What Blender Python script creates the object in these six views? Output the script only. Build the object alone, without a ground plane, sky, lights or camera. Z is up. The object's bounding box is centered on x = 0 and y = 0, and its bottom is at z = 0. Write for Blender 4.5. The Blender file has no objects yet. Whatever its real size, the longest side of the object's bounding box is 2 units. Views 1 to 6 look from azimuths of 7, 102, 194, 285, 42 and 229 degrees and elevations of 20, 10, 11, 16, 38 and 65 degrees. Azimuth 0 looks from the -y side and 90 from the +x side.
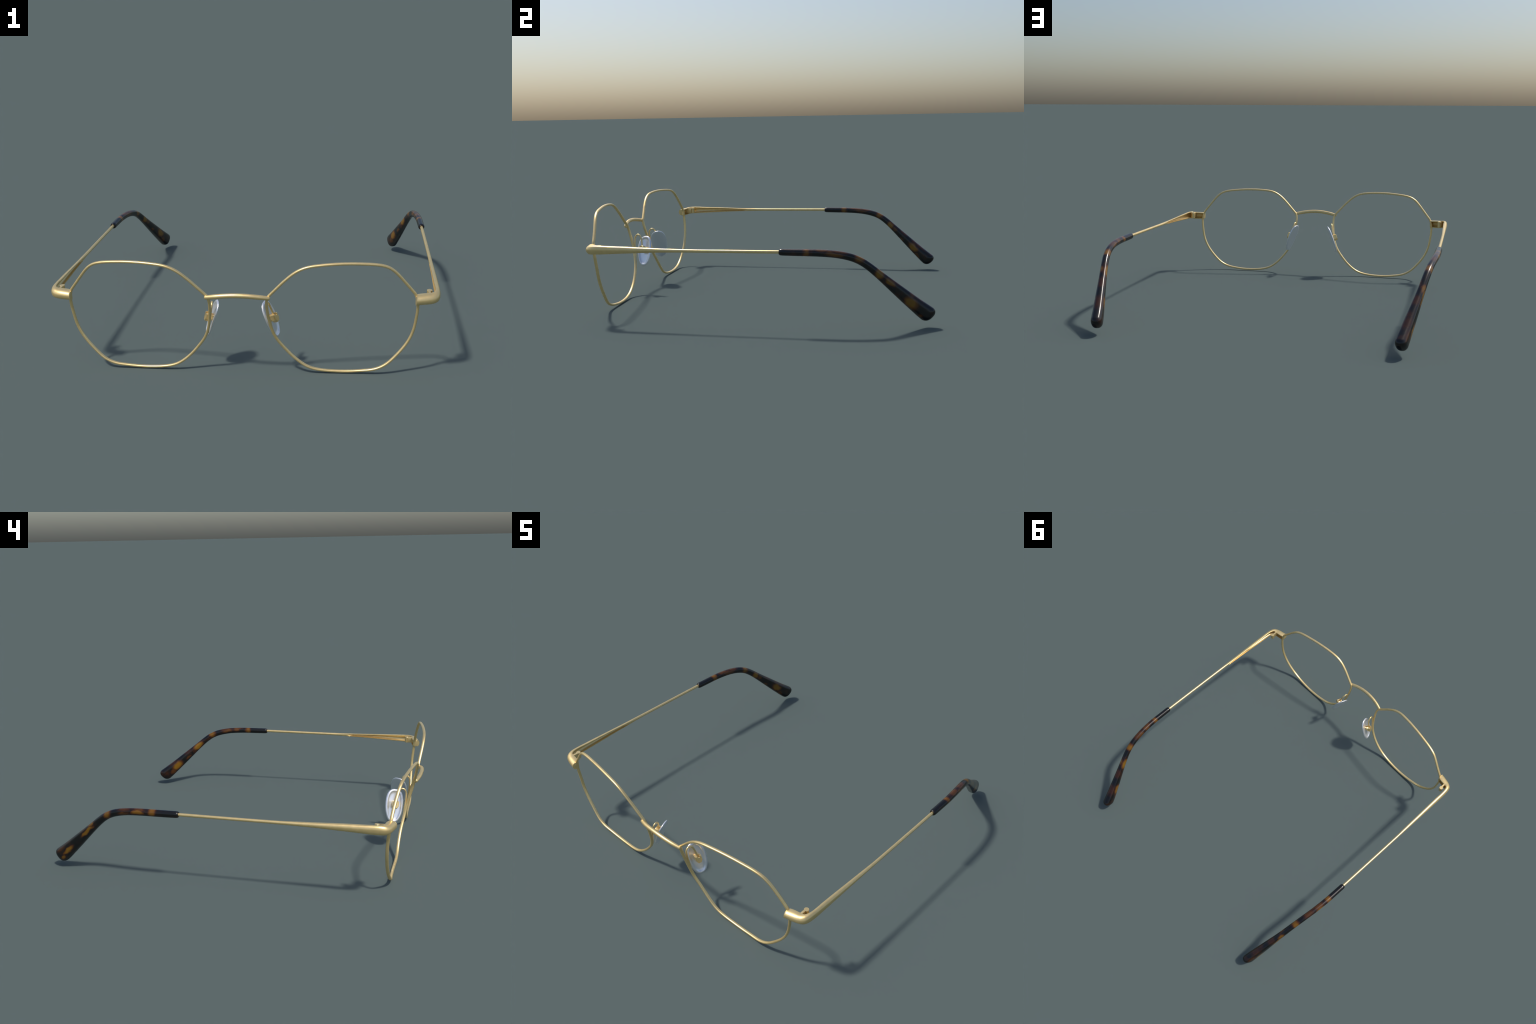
import bpy, math
import numpy as np
from mathutils import Vector, Matrix

# ------------------------------------------------------------------ helpers
def unit(v):
    v = np.asarray(v, float)
    return v / (np.linalg.norm(v, axis=-1, keepdims=True) + 1e-12)

def catmull(pts, n):
    """n samples (even in arc length) of a centripetal-like cubic through pts"""
    p = np.asarray(pts, float)
    e = np.vstack([2 * p[0] - p[1], p, 2 * p[-1] - p[-2]])
    out = []
    for i in range(len(p) - 1):
        a, b, c, d = e[i:i + 4]
        for t in np.linspace(0, 1, 40, endpoint=False):
            out.append(0.5 * (2 * b + (c - a) * t + (2 * a - 5 * b + 4 * c - d) * t * t
                              + (3 * b - a - 3 * c + d) * t ** 3))
    out.append(p[-1])
    out = np.array(out)
    L = np.r_[0, np.cumsum(np.linalg.norm(np.diff(out[:, :3], axis=0), axis=1))]
    s = np.linspace(0, L[-1], n)
    return np.stack([np.interp(s, L, out[:, k]) for k in range(out.shape[1])], 1)

def smooth_interp(x, xs, ys):
    """monotone-ish smooth interpolation of a profile table"""
    xs = np.asarray(xs, float); ys = np.asarray(ys, float)
    m = np.gradient(ys, xs)
    i = np.clip(np.searchsorted(xs, x) - 1, 0, len(xs) - 2)
    h = xs[i + 1] - xs[i]
    t = np.clip((x - xs[i]) / h, 0, 1)
    return ((2 * t**3 - 3 * t**2 + 1) * ys[i] + (t**3 - 2 * t**2 + t) * h * m[i]
            + (-2 * t**3 + 3 * t**2) * ys[i + 1] + (t**3 - t**2) * h * m[i + 1])

def smoothstep(a, b, x):
    t = np.clip((np.asarray(x, float) - a) / (b - a), 0, 1)
    return t * t * (3 - 2 * t)

def loft(rings, closed=False, caps=True):
    """rings: (S, K, 3) -> verts, faces"""
    S, K, _ = rings.shape
    verts = [tuple(v) for v in rings.reshape(-1, 3)]
    faces = []
    for s in range(S if closed else S - 1):
        a, b = s * K, ((s + 1) % S) * K
        for k in range(K):
            k2 = (k + 1) % K
            faces.append((a + k, a + k2, b + k2, b + k))
    if caps and not closed:
        for s, flip in ((0, True), (S - 1, False)):
            c = len(verts)
            verts.append(tuple(rings[s].mean(0)))
            for k in range(K):
                f = (s * K + k, s * K + (k + 1) % K, c)
                faces.append(f[::-1] if flip else f)
    return verts, faces

def fix_and_make(name, verts, faces, mat, mirror=False, smooth_angle=40):
    v = np.array(verts, float)
    if mirror:
        v[:, 0] *= -1
        faces = [f[::-1] for f in faces]
    me = bpy.data.meshes.new(name)
    me.from_pydata([tuple(p) for p in v], [], faces)
    import bmesh
    bm = bmesh.new(); bm.from_mesh(me)
    bmesh.ops.recalc_face_normals(bm, faces=bm.faces)
    for f in bm.faces:
        f.smooth = True
    ang = math.radians(smooth_angle)
    for e in bm.edges:
        if len(e.link_faces) == 2 and e.calc_face_angle(0) > ang:
            e.smooth = False
    bm.to_mesh(me); bm.free()
    me.materials.append(mat)
    ob = bpy.data.objects.new(name, me)
    bpy.context.collection.objects.link(ob)
    return ob

def tube(path, radius, seg=20, round_ends=True, flat=None):
    """round wire along path; radius scalar or per-point array"""
    P = np.asarray(path, float); n = len(P)
    r = np.broadcast_to(np.asarray(radius, float), (n,)).copy()
    T = unit(np.gradient(P, axis=0))
    up = np.array([0.13, 0.31, 0.94])
    N = unit(up - (T @ up)[:, None] * T)
    for i in range(1, n):                       # parallel transport
        v = N[i - 1] - (N[i - 1] @ T[i]) * T[i]
        N[i] = v / np.linalg.norm(v)
    B = np.cross(T, N)
    a = np.arange(seg) / seg * 2 * np.pi
    rings = [P[i] + r[i] * (np.cos(a)[:, None] * N[i] + np.sin(a)[:, None] * B[i]) for i in range(n)]
    if round_ends:
        head, tail = [], []
        for q in (0.92, 0.75, 0.5, 0.2):
            o = math.sqrt(1 - q * q) * 0.6
            head.append(P[0] - T[0] * r[0] * o + r[0] * q * (np.cos(a)[:, None] * N[0] + np.sin(a)[:, None] * B[0]))
            tail.append(P[-1] + T[-1] * r[-1] * o + r[-1] * q * (np.cos(a)[:, None] * N[-1] + np.sin(a)[:, None] * B[-1]))
        rings = head[::-1] + rings + tail
    return np.array(rings)

# ---------------------------------------------------------------- materials
def gold_material():
    m = bpy.data.materials.new("satin_gold"); m.use_nodes = True
    nt = m.node_tree; N = nt.nodes; L = nt.links
    b = N["Principled BSDF"]
    tc = N.new("ShaderNodeTexCoord")
    nz = N.new("ShaderNodeTexNoise"); nz.inputs["Scale"].default_value = 38; nz.inputs["Detail"].default_value = 3
    L.new(tc.outputs["Object"], nz.inputs["Vector"])
    cr = N.new("ShaderNodeValToRGB")
    cr.color_ramp.elements[0].position = 0.3; cr.color_ramp.elements[0].color = (0.885, 0.66, 0.30, 1)
    cr.color_ramp.elements[1].position = 0.7; cr.color_ramp.elements[1].color = (0.945, 0.71, 0.335, 1)
    L.new(nz.outputs["Fac"], cr.inputs["Fac"])
    L.new(cr.outputs["Color"], b.inputs["Base Color"])
    b.inputs["Metallic"].default_value = 0.76
    mr = N.new("ShaderNodeMapRange"); mr.inputs["To Min"].default_value = 0.33; mr.inputs["To Max"].default_value = 0.40
    L.new(nz.outputs["Fac"], mr.inputs["Value"]); L.new(mr.outputs["Result"], b.inputs["Roughness"])
    n2 = N.new("ShaderNodeTexNoise"); n2.inputs["Scale"].default_value = 120; n2.inputs["Detail"].default_value = 2
    L.new(tc.outputs["Object"], n2.inputs["Vector"])
    bp = N.new("ShaderNodeBump"); bp.inputs["Strength"].default_value = 0.05; bp.inputs["Distance"].default_value = 0.002
    L.new(n2.outputs["Fac"], bp.inputs["Height"]); L.new(bp.outputs["Normal"], b.inputs["Normal"])
    return m

def pad_material():
    m = bpy.data.materials.new("glossy_pale_pad"); m.use_nodes = True
    nt = m.node_tree; N = nt.nodes; L = nt.links
    b = N["Principled BSDF"]
    tc = N.new("ShaderNodeTexCoord")
    nz = N.new("ShaderNodeTexNoise"); nz.inputs["Scale"].default_value = 20
    L.new(tc.outputs["Object"], nz.inputs["Vector"])
    mr = N.new("ShaderNodeMapRange"); mr.inputs["To Min"].default_value = 0.26; mr.inputs["To Max"].default_value = 0.32
    L.new(nz.outputs["Fac"], mr.inputs["Value"]); L.new(mr.outputs["Result"], b.inputs["Roughness"])
    b.inputs["Base Color"].default_value = (0.87, 0.885, 0.915, 1)
    b.inputs["Metallic"].default_value = 0.72
    return m

def tortoise_material(name, spots):
    """spots: list of (centre, along, across, radii, strength)"""
    m = bpy.data.materials.new(name); m.use_nodes = True
    nt = m.node_tree; N = nt.nodes; L = nt.links
    b = N["Principled BSDF"]
    tc = N.new("ShaderNodeTexCoord")
    nz = N.new("ShaderNodeTexNoise"); nz.inputs["Scale"].default_value = 20; nz.inputs["Detail"].default_value = 1
    L.new(tc.outputs["Object"], nz.inputs["Vector"])
    sub = N.new("ShaderNodeVectorMath"); sub.operation = 'SUBTRACT'; sub.inputs[1].default_value = (0.5, 0.5, 0.5)
    L.new(nz.outputs["Color"], sub.inputs[0])
    sc = N.new("ShaderNodeVectorMath"); sc.operation = 'SCALE'; sc.inputs["Scale"].default_value = 0.024
    L.new(sub.outputs[0], sc.inputs[0])
    wp = N.new("ShaderNodeVectorMath"); wp.operation = 'ADD'
    L.new(tc.outputs["Object"], wp.inputs[0]); L.new(sc.outputs[0], wp.inputs[1])
    acc = None
    for c, t, v, rad, s in spots:
        t = Vector(t).normalized(); v = Vector(v); v = (v - v.dot(t) * t).normalized(); n = t.cross(v)
        R = Matrix((t, v, n)).transposed()
        mp = N.new("ShaderNodeMapping"); mp.vector_type = 'TEXTURE'
        mp.inputs["Location"].default_value = c
        mp.inputs["Rotation"].default_value = R.to_euler()
        mp.inputs["Scale"].default_value = rad
        L.new(wp.outputs[0], mp.inputs["Vector"])
        g = N.new("ShaderNodeTexGradient"); g.gradient_type = 'SPHERICAL'
        L.new(mp.outputs[0], g.inputs["Vector"])
        r = N.new("ShaderNodeMapRange"); r.interpolation_type = 'SMOOTHSTEP'
        r.inputs["From Min"].default_value = 0.0; r.inputs["From Max"].default_value = 0.68
        r.inputs["To Max"].default_value = s
        L.new(g.outputs["Fac"], r.inputs["Value"])
        if acc is None:
            acc = r.outputs["Result"]
        else:
            mx = N.new("ShaderNodeMath"); mx.operation = 'MAXIMUM'
            L.new(acc, mx.inputs[0]); L.new(r.outputs["Result"], mx.inputs[1]); acc = mx.outputs[0]
    # faint reddish mottling everywhere
    n3 = N.new("ShaderNodeTexNoise"); n3.inputs["Scale"].default_value = 17; n3.inputs["Detail"].default_value = 3
    L.new(tc.outputs["Object"], n3.inputs["Vector"])
    m3 = N.new("ShaderNodeMapRange"); m3.inputs["From Min"].default_value = 0.53; m3.inputs["From Max"].default_value = 0.75
    m3.inputs["To Max"].default_value = 0.36
    L.new(n3.outputs["Fac"], m3.inputs["Value"])
    mx = N.new("ShaderNodeMath"); mx.operation = 'MAXIMUM'
    L.new(acc, mx.inputs[0]); L.new(m3.outputs["Result"], mx.inputs[1])
    cr = N.new("ShaderNodeValToRGB"); e = cr.color_ramp.elements
    e[0].position = 0.0; e[0].color = (0.0055, 0.0050, 0.0050, 1)
    e[1].position = 1.0; e[1].color = (0.215, 0.105, 0.006, 1)
    k = e.new(0.35); k.color = (0.042, 0.0125, 0.004, 1)
    k = e.new(0.70); k.color = (0.125, 0.047, 0.0045, 1)
    L.new(mx.outputs[0], cr.inputs["Fac"]); L.new(cr.outputs["Color"], b.inputs["Base Color"])
    b.inputs["Roughness"].default_value = 0.23
    b.inputs["IOR"].default_value = 1.5
    return m

GOLD = gold_material()
CLEAR = pad_material()

root = bpy.data.objects.new("eyeglasses", None)
bpy.context.collection.objects.link(root)
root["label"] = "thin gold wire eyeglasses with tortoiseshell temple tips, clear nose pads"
root["category"] = "eyeglasses"

def child(ob, parent):
    ob.parent = parent
    return ob

# --------------------------------------------------------------------- rims
# rounded octagonal outline: radius from the rim centre every 10 degrees
RIM_C = (0.487, 0.305)
RIM_R = [0.3526, 0.3657, 0.3697, 0.3489, 0.3456, 0.3475, 0.3237, 0.3038, 0.2944, 0.2908, 0.2946, 0.3044,
         0.3226, 0.3306, 0.3324, 0.3436, 0.3704, 0.3542, 0.3423, 0.3376, 0.3333, 0.322, 0.3188, 0.3178,
         0.3176, 0.3075, 0.299, 0.2964, 0.2994, 0.3072, 0.3241, 0.3336, 0.3331, 0.3379, 0.3458, 0.3502]
# how far forward the outline lies (tilt and face-form curve of the lens plane)
def rim_y(X, Z):
    return (-0.8717 + 0.0916 * X - 0.2638 * Z - 0.2545 * X * X + 0.2166 * X * Z - 0.5358 * Z * Z
            - 0.1774 * X**3 + 1.0074 * X * X * Z - 0.1059 * X * Z * Z + 1.4225 * Z**3)
def rim_path(n=288):
    c = np.array(RIM_R); K = len(c)
    t = np.arange(n) / n * K; i = t.astype(int); f = t - i
    a, b, cc, d = [c[(i + k) % K] for k in (-1, 0, 1, 2)]
    r = ((1 - f)**3 * a + (3*f**3 - 6*f*f + 4) * b + (-3*f**3 + 3*f*f + 3*f + 1) * cc + f**3 * d) / 6
    th = np.arange(n) / n * 2 * np.pi
    X, Z = r * np.cos(th), r * np.sin(th)
    # straight runs that meet the endpiece and the bridge at a kink
    for a0, a1 in ((20.0, 38.0), (142.0, 160.5)):
        i0, i1 = int(round(a0 / 360 * n)), int(round(a1 / 360 * n))
        t = np.linspace(0, 1, i1 - i0 + 1)
        X[i0:i1 + 1] = X[i0] + (X[i1] - X[i0]) * t
        Z[i0:i1 + 1] = Z[i0] + (Z[i1] - Z[i0]) * t
    return np.stack([RIM_C[0] + X, rim_y(X, Z), RIM_C[1] + Z], 1)

def superellipse(a, b, e, k=24):
    th = np.arange(k) / k * 2 * np.pi
    c, s = np.cos(th), np.sin(th)
    return np.stack([a * np.sign(c) * abs(c)**(2 / e), b * np.sign(s) * abs(s)**(2 / e)], 1)

def build_rim(mirror):
    P = rim_path()
    T = unit(np.roll(P, -1, 0) - np.roll(P, 1, 0))
    yh = np.array([0, 1.0, 0])
    B = unit(yh - (T @ yh)[:, None] * T)
    Nn = np.cross(T, B)
    prof = superellipse(0.0068, 0.0087, 2.4)
    rings = P[:, None] + prof[None, :, :1] * Nn[:, None] + prof[None, :, 1:] * B[:, None]
    v, f = loft(rings, closed=True)
    return fix_and_make("rim", v, f, GOLD, mirror)

rims = [child(build_rim(mir), root) for mir in (False, True)]

# ------------------------------------------------------------------- bridge
X = np.linspace(-0.150, 0.150, 61)
bridge_path = np.stack([X, -0.9885 + 0.8968 * X**2 + 5.4 * X**4, 0.4451 - 1.0464 * X**2 + 7.4 * X**4], 1)
br = 0.0114 - 0.0012 * smoothstep(0.10, 0.15, abs(X))
v, f = loft(tube(bridge_path, br, 24))
bridge = child(fix_and_make("bridge", v, f, GOLD), root)

# ------------------------------------------ endpiece + temple (one swept arm)
# plan of the outer surface: x, y ; then height centre z
ARM_OUT = [(0.8370, -0.9220), (0.852, -0.9195), (0.875, -0.9145), (0.898, -0.9085), (0.914, -0.9025), (0.9285, -0.8945),
           (0.9405, -0.8825), (0.9480, -0.8660), (0.9520, -0.8450), (0.9540, -0.8200), (0.9552, -0.7800),
           (0.9552, -0.7000), (0.9548, -0.6000), (0.9540, -0.4500), (0.9535, -0.2000), (0.9530, 0.0000), (0.9520, 0.2150)]
def arm_samples():
    a = catmull(ARM_OUT[:11], 90)
    b = catmull(ARM_OUT[10:], 130)[1:]
    return np.vstack([a, b])
def arm_rings():
    P = arm_samples()
    s = np.r_[0, np.cumsum(np.linalg.norm(np.diff(P, axis=0), axis=1))]
    T = unit(np.gradient(P, axis=0))
    Nn = np.stack([T[:, 1], -T[:, 0]], 1)            # outward (front, then +x side)
    y = P[:, 1]
    corner = s[np.argmin(abs(y + 0.845))]
    # half height and thickness along the arm, as functions of arc length from the rim
    S_ = [0.0, 0.03, 0.08, corner, corner+0.10, corner+0.155, corner+0.20, corner+0.30, corner+0.41, corner+0.51, corner+0.66, corner+1.06]
    H_ = [0.0235, 0.0248, 0.0253, 0.0251, 0.0218, 0.0199, 0.0183, 0.0142, 0.0109, 0.0092, 0.0087, 0.0088]
    D_ = [0.043, 0.046, 0.041, 0.0250, 0.0240, 0.0232, 0.0224, 0.0200, 0.0186, 0.0178, 0.0174, 0.0174]
    h = smooth_interp(s, S_, H_)
    d = smooth_interp(s, S_, D_)
    zc = np.interp(s, [0, 0.08, corner, corner + 0.155, corner + 0.3, corner + 1.06], [0.3975, 0.3990, 0.4035, 0.4062, 0.4078, 0.4115])
    rec = smoothstep(0.010, 0.013, s) * (1 - smoothstep(corner + 0.40, corner + 0.445, s))
    boxy = 1 - smoothstep(corner + 0.25, corner + 0.52, s)
    # rounded leading end
    cap = np.clip(s / 0.012, 0, 1); cap = np.sqrt(np.clip(1 - (1 - cap)**2, 0, 1)) * 0.45 + 0.55
    KO = 29
    rings = []
    for i in range(len(P)):
        hh = h[i] * (0.85 + 0.15 * cap[i]); dd = d[i] * cap[i]
        # centre of section lies dd/2 behind the outer surface
        do = dd * (0.5 + 0.20 * boxy[i]); di = dd - do
        th = np.linspace(-np.pi / 2, np.pi / 2, KO)
        e_o = 2.0 + 0.15 * boxy[i]
        n_o = do * abs(np.cos(th))**(2 / e_o); z_o = hh * np.sign(np.sin(th)) * abs(np.sin(th))**(2 / e_o)
        # inner side: from top to bottom
        e_i = 2.0 + 7.0 * boxy[i]
        lip = min(0.0060, hh * 0.36)
        w = hh - lip; rg = 0.0016
        half = np.array([0.97, 0.92, 0.8, 0.6, 0.4]) * w
        half = np.r_[half, rg * 2.0, rg * 1.3, rg]
        edge = np.sin(np.linspace(np.pi / 2, np.arcsin(min(1, w / hh)), 8))[1:] * hh
        u = np.concatenate([edge, [w - 0.0004], half, [0], -half[::-1], [-w + 0.0004], -edge[::-1]])
        back = -di * (np.clip(1 - abs(u / hh)**e_i, 0, 1))**(1 / e_i)
        # hollow: a channel that follows the outer skin, with a fine ridge along the middle
        wall = 0.0045
        hollow = max(do - wall, 0.001) * np.sqrt(np.clip(1 - (u / w)**2, 0, 1))
        hollow = hollow - np.where(abs(u) <= rg * 1.01, 0.0035, 0.0)
        deep = np.where(abs(u) < w - 0.0003, rec[i], 0.0)
        n_i = back + deep * (np.maximum(hollow, back) - back)
        sec_n = np.r_[n_o, n_i]; sec_z = np.r_[z_o, u]
        base = P[i] - Nn[i] * do
        xy = base[None] + sec_n[:, None] * Nn[i][None]
        rings.append(np.column_stack([xy, zc[i] + sec_z]))
    split = int(np.argmin(abs(s - (corner + 0.004))))
    return np.array(rings), split

ARM, SPLIT = arm_rings()

def build_arm(mirror):
    """sweep the whole arm once, take its normals, split it at the hinge line"""
    v, f = loft(ARM)
    K = ARM.shape[1]; S = ARM.shape[0]
    whole = fix_and_make("arm_whole", v, f, GOLD, mirror, 42)
    me = whole.data
    vco = np.array([p.co[:] for p in me.vertices])
    cn = [tuple(c.vector) for c in me.corner_normals]
    parts = {"endpiece": ([], []), "temple": ([], [])}
    for p in me.polygons:
        ring = min(min(vi // K for vi in p.vertices if vi < S * K), S)
        if max(p.vertices) == S * K: ring = 0
        nm = "endpiece" if ring < SPLIT else "temple"
        parts[nm][0].append(tuple(p.vertices)); parts[nm][1].extend(cn[li] for li in p.loop_indices)
    res = []
    for nm in ("endpiece", "temple"):
        faces, normals = parts[nm]
        used = sorted({i for q in faces for i in q}); remap = {o: k for k, o in enumerate(used)}
        m2 = bpy.data.meshes.new(nm)
        m2.from_pydata([tuple(vco[i]) for i in used], [], [tuple(remap[i] for i in q) for q in faces])
        for p in m2.polygons: p.use_smooth = True
        m2.normals_split_custom_set(normals)
        m2.materials.append(GOLD)
        ob = bpy.data.objects.new(nm, m2); bpy.context.collection.objects.link(ob)
        res.append(ob)
    bpy.data.objects.remove(whole); bpy.data.meshes.remove(me)
    return res

# hinge knuckle: short upright barrel joined to the endpiece by a neck
def build_hinge(mirror):
    z0, z1 = 0.3845, 0.4240
    c = np.array([0.9025, -0.8300]); r = 0.0130
    nx0, nx1, ny = 0.8945, 0.9055, -0.885
    n = 20
    # keyhole-shaped outline: neck plus round head
    out = []
    a0 = math.asin((nx1 - c[0]) / r); a1 = math.asin((nx0 - c[0]) / r)
    for t in np.linspace(-np.pi/2 + a0 + 0.0, 1.5*np.pi + a1 - 0.0, n):
        out.append((c[0] + r*math.cos(t), c[1] + r*math.sin(t)))
    out = out + [(nx0, ny), (nx1, ny)]
    out = np.array(out); cen = out.mean(0)
    lv = [(z0, 0.93), (z0 + 0.0012, 1.0), (z1 - 0.0012, 1.0), (z1, 0.93)]
    rings = np.array([np.column_stack([c + (out - c) * q, np.full(len(out), z)]) for z, q in lv])
    v, f = loft(rings, caps=False)
    v = list(v); K = len(out)
    f.append(tuple(range(K))[::-1]); f.append(tuple(range(3*K, 4*K)))
    return fix_and_make("hinge_barrel", v, f, GOLD, mirror, 35)

# ---------------------------------------------------------------- temple tip
TIP = [  # x, y, z of the centre line, half height (across), half thickness
    (0.9436, 0.1925, 0.4112, 0.0168, 0.0168), (0.9428, 0.2600, 0.4103, 0.0172, 0.0170), (0.9415, 0.3400, 0.4098, 0.0176, 0.0172),
    (0.9380, 0.4000, 0.4085, 0.0178, 0.0173), (0.9325, 0.4600, 0.4048, 0.0180, 0.0174), (0.9274, 0.5000, 0.4000, 0.0182, 0.0175),
    (0.9214, 0.5400, 0.3922, 0.0184, 0.0177), (0.9145, 0.5800, 0.3801, 0.0186, 0.0179), (0.9062, 0.6200, 0.3606, 0.0188, 0.0180),
    (0.8966, 0.6600, 0.3320, 0.0194, 0.0182), (0.8858, 0.7000, 0.2975, 0.0208, 0.0188), (0.8744, 0.7400, 0.2617, 0.0236, 0.0200),
    (0.8626, 0.7800, 0.2259, 0.0272, 0.0218), (0.8507, 0.8200, 0.1901, 0.0308, 0.0240), (0.8388, 0.8600, 0.1545, 0.0342, 0.0262),
    (0.8269, 0.9000, 0.1195, 0.0376, 0.0282), (0.8180, 0.9305, 0.0940, 0.0406, 0.0295), (0.8112, 0.9560, 0.0735, 0.0424, 0.0300)]
def tip_frames(n=150):
    A = catmull(TIP, n)
    A[:, 3:] += 0.0014
    P = A[:, :3]; T = unit(np.gradient(P, axis=0))
    blend = smoothstep(0.35, 0.62, P[:, 1])[:, None]
    side = unit(np.array([1.0, 0.02, 0])[None] * (1 - blend) + np.array([1.0, 0.29, 0.0])[None] * blend)
    side = unit(side - (side * T).sum(1, keepdims=True) * T)
    up = np.cross(side, T)
    return P, T, side, up, A[:, 3], A[:, 4]
def build_tip(mirror, mat):
    P, T, side, up, hh, tt = tip_frames()
    flat = smoothstep(0.55, 0.85, P[:, 1])
    rings = []
    k = 32
    def ring(i, q, off, q2=None):
        q2 = q if q2 is None else q2
        pr = superellipse(tt[i] * q2, hh[i] * q, 2.15 + 0.35 * flat[i], k)
        lean = 0.006 * smoothstep(0.90, 0.955, P[i, 1]) * pr[:, 1:] / hh[i]   # end face leans back at the top
        return P[i] + T[i] * (off + lean) + pr[:, :1] * side[i] + pr[:, 1:] * up[i]
    # collar: small inset mouth around the wire, rounded edge
    rings.append(ring(0, 0.48, 0.003))
    for q, o in ((0.56, -0.0005), (0.68, -0.0012), (0.79, 0.0004), (0.88, 0.0030), (0.945, 0.0065), (0.985, 0.0108)):
        rings.append(ring(0, q, o))
    for i in range(3, len(P)):
        rings.append(ring(i, 1, 0))
    # blunt rounded end
    for t in np.linspace(0.08, 1, 12):
        a = t * np.pi / 2
        rings.append(ring(len(P) - 1, max(abs(math.cos(a))**0.80, 0.02), 0.036 * math.sin(a), max(abs(math.cos(a))**0.85, 0.02)))
    v, f = loft(np.array(rings))
    return fix_and_make("temple_tip", v, f, mat, mirror, 60)

def spot_list(entries, mirror):
    P, T, side, up, hh, tt = tip_frames()
    out = []
    for y, across, face, ra, rc, s in entries:
        i = int(np.argmin(abs(P[:, 1] - y)))
        c = P[i] + up[i] * across + side[i] * tt[i] * 0.9 * face
        t, v = T[i].copy(), up[i].copy()
        if mirror:
            c = c * [-1, 1, 1]; t = t * [-1, 1, 1]; v = v * [-1, 1, 1]
        rn = 0.06 if face == 0 else 0.034
        out.append((tuple(c), tuple(t), tuple(v), (ra * 1.75, rc * 1.75, rn), s))
    return out
# amber flecks: y along the tip, offset across it, face (1 outer, -1 inner, 0 through), half length, half width, strength
COMMON = [(0.338, 0.002, 0, 0.018, 0.030, 0.80), (0.605, 0.010, 0, 0.024, 0.022, 0.85), (0.415, 0.016, 0, 0.030, 0.010, 0.50), (0.500, 0.017, 0, 0.034, 0.010, 0.45)]
RIGHT_SPOTS = COMMON + [
    (0.480, 0.003, 1, 0.042, 0.012, 0.70), (0.704, 0.006, 1, 0.022, 0.026, 0.95), (0.758, 0.008, 1, 0.028, 0.012, 0.85),
    (0.870, -0.008, 1, 0.036, 0.022, 0.90), (0.860, 0.024, 1, 0.014, 0.012, 0.50), (0.933, -0.029, 1, 0.014, 0.011, 0.50),
    (0.420, 0.006, -1, 0.020, 0.012, 0.60), (0.490, 0.005, -1, 0.032, 0.011, 0.60), (0.710, 0.005, -1, 0.036, 0.021, 1.0), (0.775, 0.026, 0, 0.030, 0.010, 0.33), (0.880, 0.036, 0, 0.036, 0.009, 0.30),
    (0.790, -0.012, -1, 0.022, 0.008, 0.50), (0.866, -0.003, -1, 0.036, 0.022, 0.95), (0.908, -0.022, -1, 0.026, 0.016, 0.50)]
LEFT_SPOTS = COMMON + [
    (0.420, 0.000, 1, 0.032, 0.010, 0.85), (0.500, -0.005, 1, 0.032, 0.009, 0.50), (0.712, 0.016, 1, 0.024, 0.008, 0.85),
    (0.746, 0.000, 1, 0.050, 0.009, 0.95), (0.892, -0.006, 1, 0.042, 0.011, 1.0), (0.942, -0.022, 1, 0.018, 0.010, 0.85),
    (0.935, 0.024, 1, 0.034, 0.011, 0.40), (0.460, 0.006, -1, 0.048, 0.012, 0.55), (0.690, 0.001, -1, 0.024, 0.022, 0.95), (0.770, 0.026, 0, 0.026, 0.010, 0.33), (0.880, 0.036, 0, 0.036, 0.009, 0.30),
    (0.722, 0.005, -1, 0.018, 0.013, 0.55), (0.784, -0.016, -1, 0.018, 0.009, 0.50), (0.857, 0.000, -1, 0.034, 0.022, 0.95),
    (0.900, -0.027, -1, 0.024, 0.014, 0.50)]

for mirror in (False, True):
    endpiece, temple = build_arm(mirror)
    child(endpiece, root); child(temple, root)
    child(build_hinge(mirror), endpiece)
    mat = tortoise_material("tortoiseshell_acetate", spot_list(LEFT_SPOTS if mirror else RIGHT_SPOTS, mirror))
    child(build_tip(mirror, mat), temple)

# ------------------------------------------------------------------ nose pads
PAD_C = np.array([0.1475, -0.8460, 0.2660])
PAD_A = unit(np.array([-0.345, -0.02, 0.94]))          # long axis, upwards
PAD_W = np.array([0.335, 0.942, 0.0]); PAD_W = unit(PAD_W - (PAD_W @ PAD_A) * PAD_A)
PAD_N = np.cross(PAD_W, PAD_A)                          # towards the lens side
if PAD_N[0] < 0: PAD_N = -PAD_N

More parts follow.
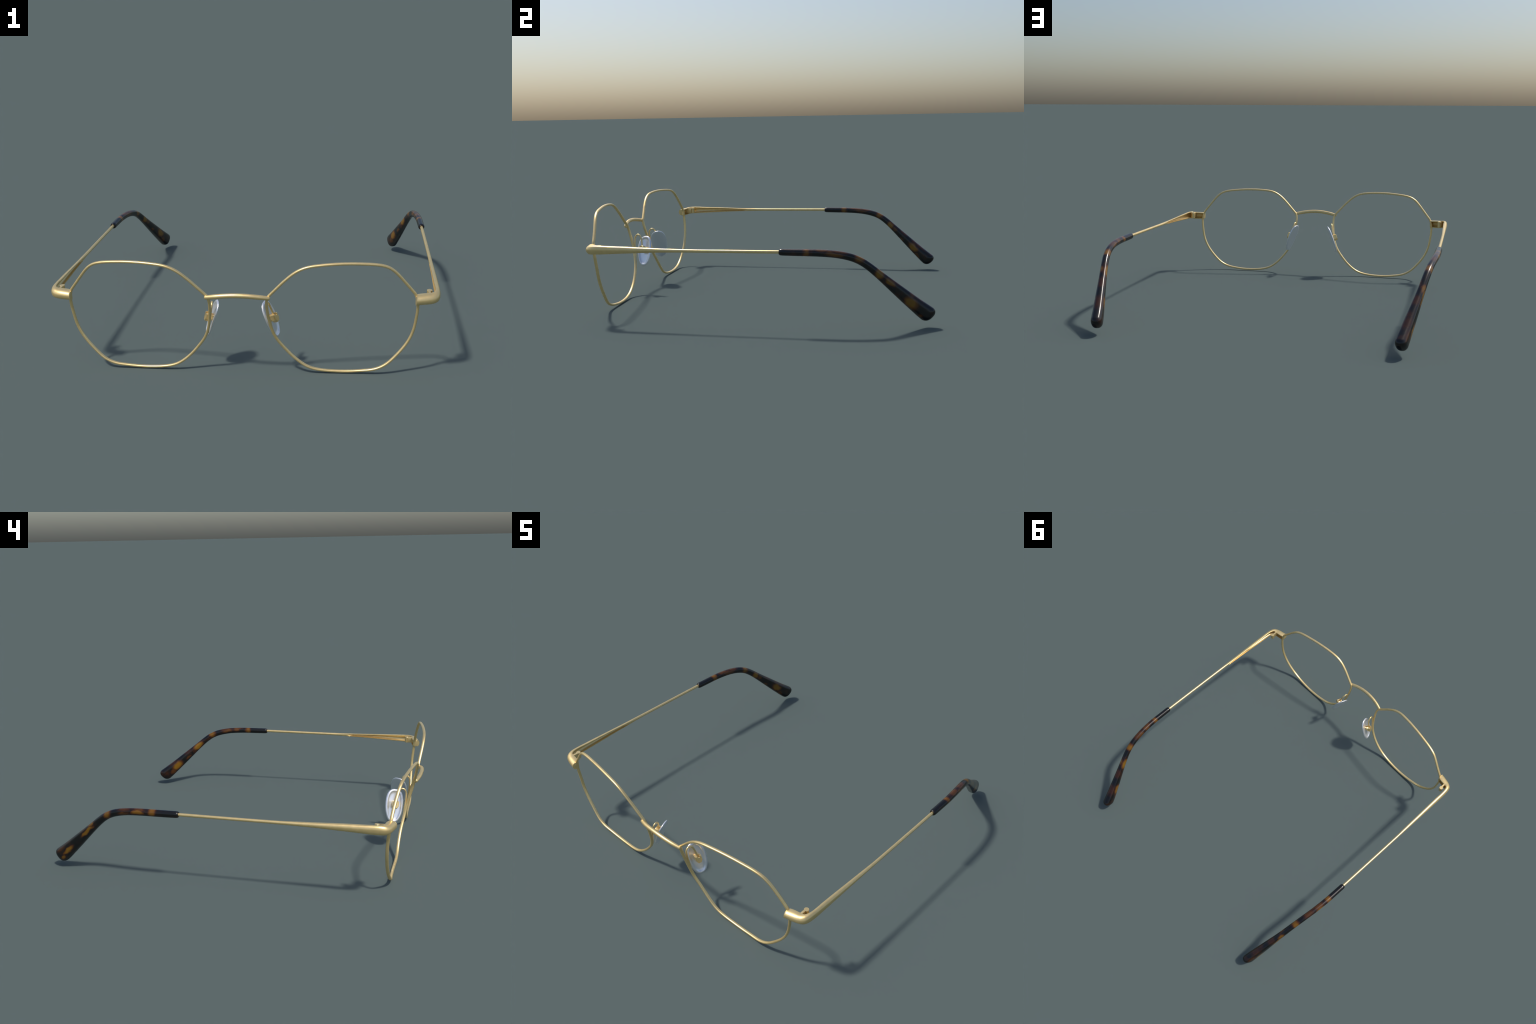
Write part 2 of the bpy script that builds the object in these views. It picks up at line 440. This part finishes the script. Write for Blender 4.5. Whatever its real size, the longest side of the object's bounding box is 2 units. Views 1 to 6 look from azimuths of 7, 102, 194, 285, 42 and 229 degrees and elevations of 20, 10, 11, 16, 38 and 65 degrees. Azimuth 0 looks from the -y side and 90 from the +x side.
def build_pad(mirror):
    k = 56
    th = np.arange(k) / k * 2 * np.pi
    def outline(scale):
        a = 0.0985 * np.sign(np.sin(th)) * abs(np.sin(th))**0.90
        w = 0.0530 * np.sign(np.cos(th)) * abs(np.cos(th))**0.80 * (1 + 0.10 * np.sin(th))
        return np.stack([a, w], 1) * scale
    # (shrink in metres, height along normal): skin side, rim, dished back
    prof = [(0.95, -0.0050), (0.75, -0.0050), (0.5, -0.0048), (0.25, -0.0043), (0.10, -0.0034), (0.03, -0.0020), (0.0, 0.0005), (0.02, 0.0030),
            (0.06, 0.0052), (0.13, 0.0066), (0.20, 0.0064), (0.26, 0.0048), (0.31, 0.0024), (0.37, 0.0008), (0.5, 0.0), (0.75, -0.0003), (0.95, -0.0003)]
    rings = []
    for sft, hgt in prof:
        o = outline(1.0)
        w_s = 1 - sft; a_s = 1 - sft * 0.55 if sft < 0.4 else (1 - sft) / 0.6 * (1 - 0.4 * 0.55)
        o2 = o * np.array([a_s, w_s])
        bow = -0.006 * (o2[:, 0] / 0.0985)**2 * 0.6     # gentle curve along the length
        rings.append(PAD_C + o2[:, :1] * PAD_A + o2[:, 1:] * PAD_W + (hgt + bow)[:, None] * PAD_N)
    v, f = loft(np.array(rings))
    return fix_and_make("nose_pad", v, f, CLEAR, mirror, 80)

def build_mount(mirror):
    # small chamfered block on the back of the pad with a slot for the wire
    c = PAD_C + 0.0085 * PAD_A - 0.002 * PAD_W + 0.006 * PAD_N
    prof = [(-0.0165, 0.016), (-0.0165, -0.010), (-0.008, -0.0235), (0.008, -0.0235), (0.0165, -0.010), (0.0165, 0.016),
            (0.0060, 0.019), (0.0050, 0.010), (-0.0050, 0.010), (-0.0060, 0.019)]
    prof = np.array(prof)
    lv = [(-0.0070, 0.78), (0.003, 0.78), (0.0065, 1.06), (0.0235, 1.08), (0.0300, 1.0), (0.0315, 0.90)]
    rings = np.array([c + h * PAD_N + prof[:, 1:] * q * PAD_A + prof[:, :1] * q * PAD_W for h, q in lv])
    v, f = loft(rings, caps=False)
    K = len(prof)
    f.append(tuple(range(K))[::-1]); f.append(tuple(range(5*K, 6*K)))
    return fix_and_make("pad_mount", v, f, GOLD, mirror, 25)

ARM_PTS = [(0.1615, -0.9045, 0.2150), (0.1545, -0.9065, 0.2450), (0.1480, -0.9095, 0.2800), (0.1410, -0.9120, 0.3150), (0.1355, -0.9120, 0.3450),
           (0.1335, -0.9030, 0.3640), (0.1350, -0.8880, 0.3695), (0.1395, -0.8730, 0.3590), (0.1470, -0.8630, 0.3320), (0.1595, -0.8572, 0.2960), (0.1680, -0.8570, 0.2760)]
def build_pad_arm(mirror):
    P = catmull(ARM_PTS, 70)
    s = np.linspace(0, 1, 70)
    r = 0.0050 + 0.0010 * (1 - smoothstep(0.12, 0.30, s))
    v, f = loft(tube(P, r, 14))
    return fix_and_make("pad_arm", v, f, GOLD, mirror)

for mirror in (False, True):
    arm = child(build_pad_arm(mirror), root)
    child(build_mount(mirror), arm)
    child(build_pad(mirror), arm)
